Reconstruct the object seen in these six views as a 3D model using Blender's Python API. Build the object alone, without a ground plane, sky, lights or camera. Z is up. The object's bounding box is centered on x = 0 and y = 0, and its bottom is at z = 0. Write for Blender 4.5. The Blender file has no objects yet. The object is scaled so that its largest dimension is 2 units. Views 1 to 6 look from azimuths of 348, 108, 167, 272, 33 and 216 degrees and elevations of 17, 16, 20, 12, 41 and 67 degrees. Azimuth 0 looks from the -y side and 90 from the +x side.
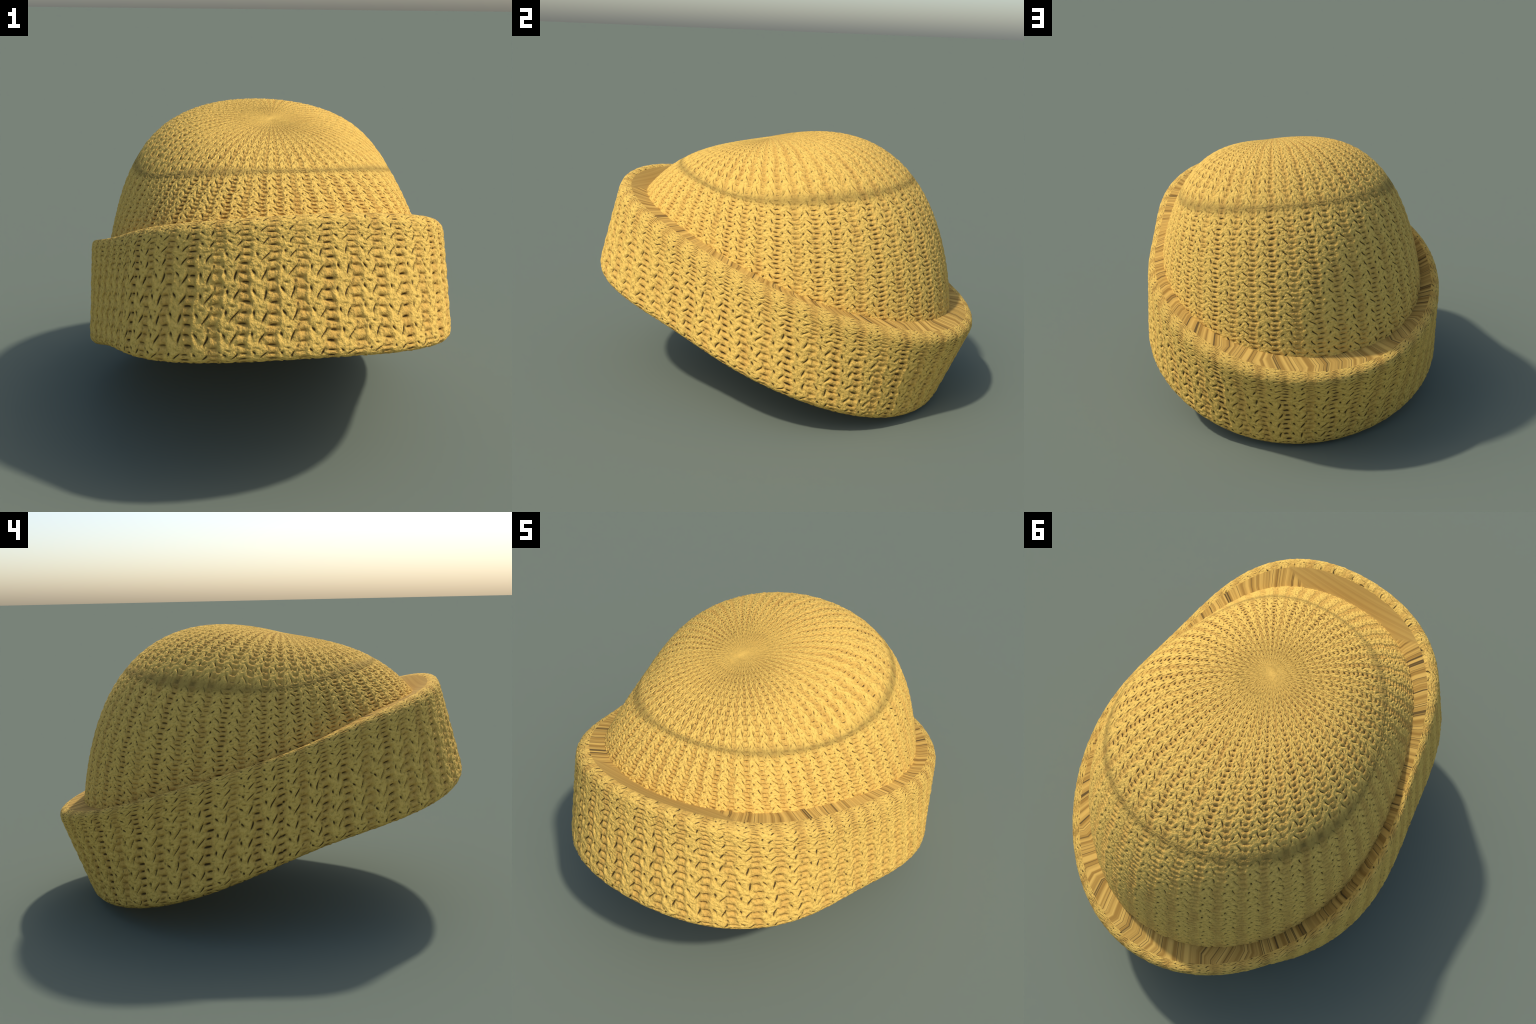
"""A chunky ribbed knitted hat: a domed crown with a deep turned-up cuff.

The crown is a fan of smooth meridian curves from the knitted pole at the top
down to the line where it meets the cuff; each control ring of those curves is
a rounded outline (mean radius / height plus a few harmonics round the head).
The cuff is a ring swept round the same axis with a rounded profile.
The knit (dash columns, slanted stitches, ribs) is described once, as a formula
in stitch coordinates, and used twice: as relief in the mesh and, through
nodes, as the colour of the gaps between the stitches.
"""
import bpy
import math
import numpy as np

# ------------------------------------------------------------------ sizes
AXIS = (-0.0013, -0.1243)          # the knit's pole, seen from above
POLE_Z = 1.2876
POLE_SLOPE = (-0.0178, 0.2707)     # the crown is higher behind the pole
TAU = 2 * math.pi

# outlines round the head: mean, then cos/sin pairs of 1x, 2x, 3x ... the angle
CROWN_SHOULDER_REACH = [0.2602, -0.0007, 0.1394, -0.0244, 0.0143, 0.0047, 0.0101]
CROWN_UPPER_R = [0.4793, -0.0074, 0.2103, -0.0585, 0.0068, 0.0009, 0.0023, -0.0057, -0.0008, 0.0, -0.0]
CROWN_UPPER_Z = [1.2755, 0.0021, 0.0367, -0.0058, -0.0045, -0.0005, -0.0047, 0.0, -0.0002, -0.0, -0.0]
CROWN_LOWER_R = [0.6312, -0.0005, 0.2124, -0.0883, -0.0007, -0.0003, -0.009, -0.0025, -0.0048, 0.0, 0.0]
CROWN_LOWER_Z = [1.0956, 0.0062, -0.0861, 0.0102, -0.0047, -0.002, -0.0005, -0.0049, 0.0007, -0.0, -0.0001]
CROWN_BASE_R = [0.7251, -0.0035, 0.1661, -0.0929, -0.0006, 0.0006, -0.0105, -0.0018, -0.0002, -0.0007, 0.0068, 0.0005, 0.0018]
CROWN_BASE_Z = [0.7747, 0.0043, -0.2597, 0.0254, 0.0073, -0.0, 0.0032, -0.0031, 0.0014, 0.0011, 0.0037]
CUFF_TOP_R = [0.8299, 0.0054, 0.1679, -0.1211, -0.0035, 0.001, -0.0144, -0.0091, 0.0, 0.0006, 0.0106, 0.0002, -0.0001]
CUFF_TOP_Z = [0.7891, -0.0175, -0.3002, 0.0187, -0.0058, -0.0, 0.0259, -0.0058, 0.0013, 0.0001, 0.0031]
CUFF_FOOT_R = [0.8512, 0.0009, 0.041, -0.0878, 0.0, -0.0007, 0.0178, -0.0118, 0.0014, 0.0026, 0.012, 0.0012, -0.0008]
CUFF_FOOT_Z = [0.3136, -0.004, -0.2945, 0.0165, -0.0003, 0.0009, 0.0087, 0.0051, 0.0034, -0.0022, 0.0016]
# a soft dark stripe running round the crown's top
BAND_Z = [1.1167, -0.0004, -0.0189, -0.0368, 0.0004, 0.0001, -0.008]
BAND_R = [0.5566, 0.0031, 0.1445, -0.0441, -0.0, -0.004, -0.0028]

CUFF_TOP_ROUND = 0.055
CUFF_FOOT_ROUND = 0.055
CROWN_RELIEF = 0.0088
CUFF_RELIEF = 0.0120
ROW = [0.034, 0.0, 0.0115, 0.0018, 0.0]   # crown row height below the band, tighter in front
ROW_ABOVE_BAND = 0.041


# ------------------------------------------------------------------ one formula, two uses
class Node:
    """A value in a shader node tree; arithmetic on it adds Math nodes."""
    tree = None

    def __init__(self, socket):
        self.socket = socket

    @classmethod
    def math(cls, op, *args):
        n = cls.tree.nodes.new("ShaderNodeMath")
        n.operation = op
        for slot, a in zip(n.inputs, args):
            if isinstance(a, Node):
                cls.tree.links.new(a.socket, slot)
            else:
                slot.default_value = float(a)
        return Node(n.outputs[0])

    def __add__(self, o): return Node.math("ADD", self, o)
    def __radd__(self, o): return Node.math("ADD", o, self)
    def __sub__(self, o): return Node.math("SUBTRACT", self, o)
    def __rsub__(self, o): return Node.math("SUBTRACT", o, self)
    def __mul__(self, o): return Node.math("MULTIPLY", self, o)
    def __rmul__(self, o): return Node.math("MULTIPLY", o, self)
    def __truediv__(self, o): return Node.math("DIVIDE", self, o)
    def __neg__(self): return Node.math("MULTIPLY", self, -1.0)


def use(op, f):
    def g(*a):
        return Node.math(op, *a) if any(isinstance(x, Node) for x in a) else f(*a)
    return g


sin = use("SINE", np.sin)
cos = use("COSINE", np.cos)
exp = use("EXPONENT", np.exp)
sqrt = use("SQRT", np.sqrt)
atan2 = use("ARCTAN2", np.arctan2)
fract = use("FRACT", lambda x: x - np.floor(x))
least = use("MINIMUM", np.minimum)
most = use("MAXIMUM", np.maximum)
size = use("ABSOLUTE", np.abs)


def outline(c, angle):
    """mean + harmonics, at an angle round the head"""
    total = c[0]
    for k in range(1, (len(c) - 1) // 2 + 1):
        for f, a in ((cos, c[2 * k - 1]), (sin, c[2 * k])):
            if abs(a) > 0.0008:
                total = total + a * f(angle * k)
    return total


def stroke(u, v, at, half, lean=0.0):
    """a soft dash in stitch space: centre, half sizes, and lean in the direction of v per u"""
    du = fract(u - at[0] + 0.5) - 0.5
    dv = fract(v - at[1] - lean * du + 0.5) - 0.5 if lean else fract(v - at[1] + 0.5) - 0.5
    a = du * (1 / half[0])
    b = dv * (1 / half[1])
    return exp(-(a * a * a * a + b * b))


def knit(u, v, flip=1.0):
    """gaps (0..1), yarn height (0..1) and share of the dash column at stitch coordinates u, v"""
    # uneven hand tension
    pull = sin(u * 2.39 + 1.0)
    u = u + 0.05 * sin(v * 2.1 + u * 0.9) + 0.04 * sin(v * 5.3 - u * 1.7)
    v = v * flip + 0.06 * sin(u * 2.7 + v * 0.6) + 0.04 * sin(u * 1.1 - v * 1.9)
    dash = most(stroke(u, v, (0.0, 0.0), (0.15, 0.08), 0.05),
                0.9 * stroke(u, v, (0.0, 0.5), (0.12, 0.075)))
    dot = stroke(u, v, (0.36, 0.48), (0.060, 0.13), 1.4)
    slash = stroke(u, v, (0.70, 0.67), (0.11, 0.11), -2.3)
    arm = stroke(u, v, (0.50, 0.78), (0.09, 0.07), 2.0)
    nicks = most(most(stroke(u, v, (0.87, 0.18), (0.05, 0.13), -0.9), stroke(u, v, (0.24, 0.22), (0.05, 0.11), 0.9)),
                 stroke(u, v, (0.54, 0.20), (0.07, 0.06), 0.4))
    gap = most(most(dash * (0.8 + 0.25 * pull), 0.9 * dot), most(slash, 0.2 * arm))
    gap = most(gap, (0.48 - 0.2 * pull) * nicks)
    rib = stroke(u, 0.0 * v, (0.25, 0.0), (0.055, 9.0)) + stroke(u, 0.0 * v, (0.90, 0.0), (0.045, 9.0))
    column = stroke(u, 0.0 * v, (0.0, 0.0), (0.24, 9.0))
    strand = (2.0 * v + 2.6 * size(fract(u) - 0.53)) * TAU
    legs = 0.5 + 0.5 * sin(strand - 0.6)
    bump = 0.5 + 0.5 * sin(v * 2 * TAU - 1.6)
    height = column * (0.20 + 0.35 * bump) + (1.0 - column) * (0.62 + 0.18 * legs) + 0.46 * rib
    return gap, height, column, strand


def crown_stitches(x, y, z):
    x, y = x - AXIS[0], y - AXIS[1]
    r, angle = sqrt(x * x + y * y), atan2(y, x)
    u = (54.0 * angle - 3.0 * sin(angle * 2.0)) * (1 / TAU)
    drop = (outline(BAND_Z, angle) - z) / outline(ROW, angle)
    rise = (outline(BAND_R, angle) * 1.015 - r) * (1 / ROW_ABOVE_BAND)
    v = most(rise, 0.0) - most(drop, 0.0)
    return u, v, least(r * 8.0, 1.0)


def cuff_stitches(x, y, z):
    x, y = x - AXIS[0], y - AXIS[1]
    r, angle = sqrt(x * x + y * y), atan2(y, x)
    u = (53.0 * angle - 2.75 * sin(angle * 2.0) - 3.5 * cos(angle)) * (1 / TAU)
    foot, top = outline(CUFF_FOOT_Z, angle), outline(CUFF_TOP_Z, angle)
    t = (z - foot) / (top - foot)
    # rows bunch up towards both rolled edges
    high, low = most(t - 0.62, 0.0), most(0.12 - t, 0.0)
    v = 7.2 * t + 13.0 * high * high - 50.0 * low * low
    # and carry on across the rolled lip
    lip = least(most((t - 0.9) * 12.0, 0.0), 1.0)
    v = v + 50.0 * lip * most(outline(CUFF_TOP_R, angle) - r, 0.0)
    return u, v, t


# ------------------------------------------------------------------ meshes
def grid_mesh(name, rings, closed_loop=False, pole=False, slots=None):
    """quads between rings of points (rings x around x 3); faces outward for rings listed top down"""
    m, n, _ = rings.shape
    j = np.arange(n)
    faces = []
    bands = range(m if closed_loop else m - 1)
    mat = []
    for i in bands:
        k = (i + 1) % m
        faces.append(np.stack([i * n + j, k * n + j, k * n + (j + 1) % n, i * n + (j + 1) % n], 1))
        mat.append(np.full(n, 0 if slots is None else slots[i]))
    quads = np.concatenate(faces)
    mesh = bpy.data.meshes.new(name)
    mesh.vertices.add(m * n)
    mesh.vertices.foreach_set("co", rings.reshape(-1))
    mesh.loops.add(quads.size)
    mesh.loops.foreach_set("vertex_index", quads.reshape(-1).astype(np.int32))
    mesh.polygons.add(len(quads))
    mesh.polygons.foreach_set("loop_start", np.arange(0, quads.size, 4, dtype=np.int32))
    mesh.polygons.foreach_set("loop_total", np.full(len(quads), 4, np.int32))
    mesh.polygons.foreach_set("material_index", np.concatenate(mat).astype(np.int32))
    mesh.polygons.foreach_set("use_smooth", np.ones(len(quads), bool))
    mesh.update(calc_edges=True)
    if pole:
        import bmesh
        b = bmesh.new()
        b.from_mesh(mesh)
        b.verts.ensure_lookup_table()
        bmesh.ops.remove_doubles(b, verts=b.verts[:n], dist=1e-6)
        b.to_mesh(mesh)
        b.free()
    mesh.validate()
    return mesh


def unit(v):
    return v / np.maximum(np.linalg.norm(v, axis=-1, keepdims=True), 1e-9)


def grid_normals(p, loop=False):
    around = np.roll(p, -1, 1) - np.roll(p, 1, 1)
    along = (np.roll(p, -1, 0) - np.roll(p, 1, 0)) if loop else np.gradient(p, axis=0)
    return unit(np.cross(along, around))


def on_axis(r, z, angle):
    return np.stack([AXIS[0] + r * np.cos(angle), AXIS[1] + r * np.sin(angle), z + 0 * r], -1)


def crown_surface(s, angle):
    """s: 0 at the pole, 1 where the crown meets the cuff"""
    reach = outline(CROWN_SHOULDER_REACH, angle)
    rr = [0 * angle, reach, outline(CROWN_UPPER_R, angle), outline(CROWN_LOWER_R, angle), outline(CROWN_BASE_R, angle)]
    zz = [0 * angle + POLE_Z, POLE_Z + reach * (POLE_SLOPE[0] * np.cos(angle) + POLE_SLOPE[1] * np.sin(angle)),
          outline(CROWN_UPPER_Z, angle), outline(CROWN_LOWER_Z, angle), outline(CROWN_BASE_Z, angle)]
    s = s[:, None]
    weight = [(1 - s) ** 4, 4 * s * (1 - s) ** 3, 6 * s ** 2 * (1 - s) ** 2, 4 * s ** 3 * (1 - s), s ** 4]
    r = sum(w * a for w, a in zip(weight, rr))
    z = sum(w * a for w, a in zip(weight, zz))
    return on_axis(r, z, angle)


def even_steps(angle, count):
    s = np.linspace(0, 1, 400)
    p = crown_surface(s, angle[:: len(angle) // 24])
    step = np.linalg.norm(np.diff(p, axis=0), axis=2).mean(1)
    length = np.concatenate([[0], np.cumsum(step)])
    return np.interp(np.linspace(0, length[-1], count), length, s)


def relief(u, v, flip=1.0):
    """how far the yarn stands off the smooth form: rounded legs, deep narrow gaps"""
    gap, height, _, _ = knit(u, v, flip)
    return 0.6 * (height - 0.80) - 0.78 * gap + 0.06


def build_crown():
    angle = np.linspace(0, TAU, 54 * 16, endpoint=False)
    s = even_steps(angle, 400)
    base = crown_surface(s, angle)
    normal = grid_normals(base)
    u, v, inner = crown_stitches(base[..., 0], base[..., 1], base[..., 2])
    h = relief(u, v) * CROWN_RELIEF * np.clip(np.hypot(base[..., 0] - AXIS[0], base[..., 1] - AXIS[1]) * 2.4, 0, 1) * (1.0 - 0.6 * np.exp(-(v * 1.5) ** 2))
    p = base + normal * h[..., None]
    # the fabric carries on a little way down inside the cuff
    tuck = [p[-1] + np.array([0, 0, -d]) for d in (0.02, 0.05, 0.09)]
    return grid_mesh("crown", np.concatenate([p, np.stack(tuck)]), pole=True)


def corner(before, at, after, radius, steps):
    a = at + unit(before - at) * np.minimum(radius, 0.45 * np.linalg.norm(before - at, axis=-1, keepdims=True))
    b = at + unit(after - at) * radius
    return [(1 - t) ** 2 * a + 2 * t * (1 - t) * at + t * t * b for t in np.linspace(0, 1, steps)]


def build_cuff():
    angle = np.linspace(0, TAU, 53 * 18, endpoint=False)
    inner = on_axis(outline(CROWN_BASE_R, angle), outline(CROWN_BASE_Z, angle), angle)
    top = on_axis(outline(CUFF_TOP_R, angle), outline(CUFF_TOP_Z, angle), angle)
    foot = on_axis(outline(CUFF_FOOT_R, angle), outline(CUFF_FOOT_Z, angle), angle)
    inward = inner - top
    inward[:, 2] = 0
    inward = unit(inward)
    hidden = inner + inward * 0.03
    under = foot + inward * 0.16
    top_inside = top + inward * 0.045 - np.array([0, 0, 0.06])
    foot_inside = foot + inward * 0.045 + np.array([0, 0, 0.06])
    upper = corner(inner, top, foot, CUFF_TOP_ROUND, 26)
    lower = corner(top, foot, under, CUFF_FOOT_ROUND, 34)
    ledge = [inner * (1 - t) + upper[0] * t for t in np.linspace(0, 1, 12)[:-1]]
    wall = [upper[-1] * (1 - t) + lower[0] * t for t in np.linspace(0, 1, 190)[1:-1]]
    fold = [foot + inward * 0.055 + np.array([0, 0, 0.012])]
    fold += [foot_inside * (1 - t) + top_inside * t for t in np.linspace(0, 1, 8)]
    fold += [hidden - np.array([0, 0, 0.05])]
    loop = np.stack([hidden] + ledge + upper + wall + lower + fold)
    n_ledge = 1 + len(ledge)
    first_wall, last_wall = n_ledge + 4, n_ledge + len(upper) + len(wall) + len(lower)
    normal = grid_normals(loop, loop=True)
    u, v, t = cuff_stitches(loop[..., 0], loop[..., 1], loop[..., 2])
    tight = 1.0 / (1.0 + 4.0 * np.clip(t - 0.62, 0, 1) + 12.0 * np.clip(0.12 - t, 0, 1))
    h = relief(u, v, -1.0) * CUFF_RELIEF * tight
    along = np.arange(len(loop))
    fade = np.clip((along - n_ledge) / 12.0, 0, 1) * np.clip((last_wall - along) / 12.0, 0, 1)
    p = loop + normal * (h * fade[:, None])[..., None]
    slots = [1 if i < n_ledge else 0 for i in range(len(loop))]
    return grid_mesh("cuff", p, closed_loop=True, slots=slots)


def build_lining():
    angle = np.linspace(0, TAU, 120, endpoint=False)
    p = crown_surface(even_steps(angle, 40), angle)
    p = p - grid_normals(p) * 0.035
    p[0] = p[1].mean(0)
    return grid_mesh("lining", p[:, ::-1], pole=True)


# ------------------------------------------------------------------ materials
YARN = (0.755, 0.470, 0.098, 1)
YARN_PALE = (0.950, 0.610, 0.145, 1)
YARN_BROWN = (0.500, 0.250, 0.055, 1)
PAINTED_PLY_SHADE = (0.330, 0.210, 0.050, 1)
GAP = (0.085, 0.053, 0.018, 1)


def mix(tree, factor, a, b, kind="MIX"):
    n = tree.nodes.new("ShaderNodeMix")
    n.data_type = "RGBA"
    n.blend_type = kind
    n.clamp_factor = True
    for socket, value in ((n.inputs[0], factor), (n.inputs[6], a), (n.inputs[7], b)):
        if isinstance(value, Node):
            tree.links.new(value.socket, socket)
        elif hasattr(value, "is_output"):
            tree.links.new(value, socket)
        else:
            socket.default_value = value
    return n.outputs[2]


def start_material(name):
    m = bpy.data.materials.new(name)
    m.use_nodes = True
    tree = m.node_tree
    Node.tree = tree
    bsdf = tree.nodes["Principled BSDF"]
    bsdf.inputs["Roughness"].default_value = 0.9
    bsdf.inputs["Specular IOR Level"].default_value = 0.1
    place = tree.nodes.new("ShaderNodeTexCoord").outputs["Object"]
    split = tree.nodes.new("ShaderNodeSeparateXYZ")
    tree.links.new(place, split.inputs[0])
    return m, tree, bsdf, place, [Node(o) for o in split.outputs]


def noise(tree, place, scale, detail=2.0):
    n = tree.nodes.new("ShaderNodeTexNoise")
    n.inputs["Scale"].default_value = scale
    n.inputs["Detail"].default_value = detail
    tree.links.new(place, n.inputs["Vector"])
    return Node(n.outputs["Fac"])


def knit_material(name, stitches, flip, band):
    m, tree, bsdf, place, xyz = start_material(name)
    u, v, part = stitches(*xyz)
    gap, height, column, strand = knit(u, v, flip)
    fuzz = noise(tree, place, 110.0, 4.0)
    patch = noise(tree, place, 9.0, 3.0)
    # plies and stray fibres, finer than a stitch and drawn out along the ribs
    ply_place = tree.nodes.new("ShaderNodeCombineXYZ")
    for slot, value in zip(ply_place.inputs, (u * 8.0, v * 4.2, fuzz * 1.8)):
        tree.links.new(value.socket, slot)
    ply = noise(tree, ply_place.outputs[0], 1.0, 2.0)
    color = mix(tree, (ply - 0.3) * 1.6, YARN, YARN_PALE)
    color = mix(tree, (0.43 - ply) * 3.5, color, PAINTED_PLY_SHADE)
    color = mix(tree, column * (0.18 + 1.0 * (patch - 0.3)), color, YARN_BROWN)
    painted_halo = gap * (0.45 + 0.7 * ply)  # soft relief shading round each gap, painted into the yarn colour
    color = mix(tree, painted_halo, color, PAINTED_PLY_SHADE)
    dark = least(most(gap * 1.9 - 0.7, 0.0), 1.0) * (0.3 + 0.8 * patch + 0.8 * ply)
    if band:
        dark = dark * most(part * 1.2 - 0.2, 0.0) * (1.0 - 0.85 * exp(-(v * v * 2.0)))
    color = mix(tree, dark, color, GAP)
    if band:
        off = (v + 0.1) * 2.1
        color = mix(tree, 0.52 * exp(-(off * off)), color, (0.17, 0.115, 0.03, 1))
    tree.links.new(color, bsdf.inputs["Base Color"])
    bump = tree.nodes.new("ShaderNodeBump")
    bump.inputs["Strength"].default_value = 1.0
    bump.inputs["Distance"].default_value = 0.007
    lumps = ply + 0.25 * fuzz
    if band:
        lumps = lumps * part
    tree.links.new(lumps.socket, bump.inputs["Height"])
    tree.links.new(bump.outputs[0], bsdf.inputs["Normal"])
    return m


def rim_material(name):
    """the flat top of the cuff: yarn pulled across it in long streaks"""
    m, tree, bsdf, place, (x, y, z) = start_material(name)
    u, v, t = cuff_stitches(x, y, z)
    x0, y0 = x - AXIS[0], y - AXIS[1]
    r, angle = sqrt(x0 * x0 + y0 * y0), atan2(y0, x0)
    jog = u + (0.25 + 0.45 * most(sin(angle), 0.0)) * size(fract(r * 5.0 + 0.3 * sin(angle * 5.0)) - 0.5)

    def streaks(value, scale, detail):
        n = tree.nodes.new("ShaderNodeTexNoise")
        n.noise_dimensions = "1D"
        n.inputs["Scale"].default_value = scale
        n.inputs["Detail"].default_value = detail
        tree.links.new(value.socket, n.inputs["W"])
        return Node(n.outputs["Fac"])
    wide, fine = streaks(jog, 3.5, 3.0), streaks(jog + 31.0, 3.0, 1.0)
    across = mix(tree, (wide - 0.36) * 3.5, (0.69, 0.425, 0.10, 1), (0.38, 0.21, 0.045, 1))
    across = mix(tree, 1.1 - size(fine - 0.60) * 22.0, across, (0.12, 0.075, 0.026, 1))
    front = streaks(y * 30.0 + 0.25 * x, 3.0, 2.0)
    plain = mix(tree, (front - 0.4) * 3.0, (0.52, 0.32, 0.078, 1), (0.43, 0.25, 0.06, 1))
    at_front = (-y - 0.63 - 0.30 * size(x)) * 60.0
    color = mix(tree, most(least(at_front, 1.0), 0.0), across, plain)
    tree.links.new(color, bsdf.inputs["Base Color"])
    return m


def lining_material(name):
    m, tree, bsdf, place, xyz = start_material(name)
    color = mix(tree, noise(tree, place, 40.0, 3.0), YARN, YARN_BROWN)
    tree.links.new(color, bsdf.inputs["Base Color"])
    return m


# ------------------------------------------------------------------ assembly
hat = bpy.data.objects.new("knitted_hat", None)
bpy.context.scene.collection.objects.link(hat)
hat["label"] = "mustard yellow ribbed knitted hat with a deep turned-up cuff"
hat["category"] = "beanie hat"


def add(name, mesh, *materials):
    o = bpy.data.objects.new(name, mesh)
    for m in materials:
        mesh.materials.append(m)
    bpy.context.scene.collection.objects.link(o)
    o.parent = hat
    return o


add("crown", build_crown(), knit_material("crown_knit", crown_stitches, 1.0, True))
add("cuff", build_cuff(), knit_material("cuff_knit", cuff_stitches, -1.0, False), rim_material("cuff_rim_yarn"))
add("lining", build_lining(), lining_material("lining_knit"))
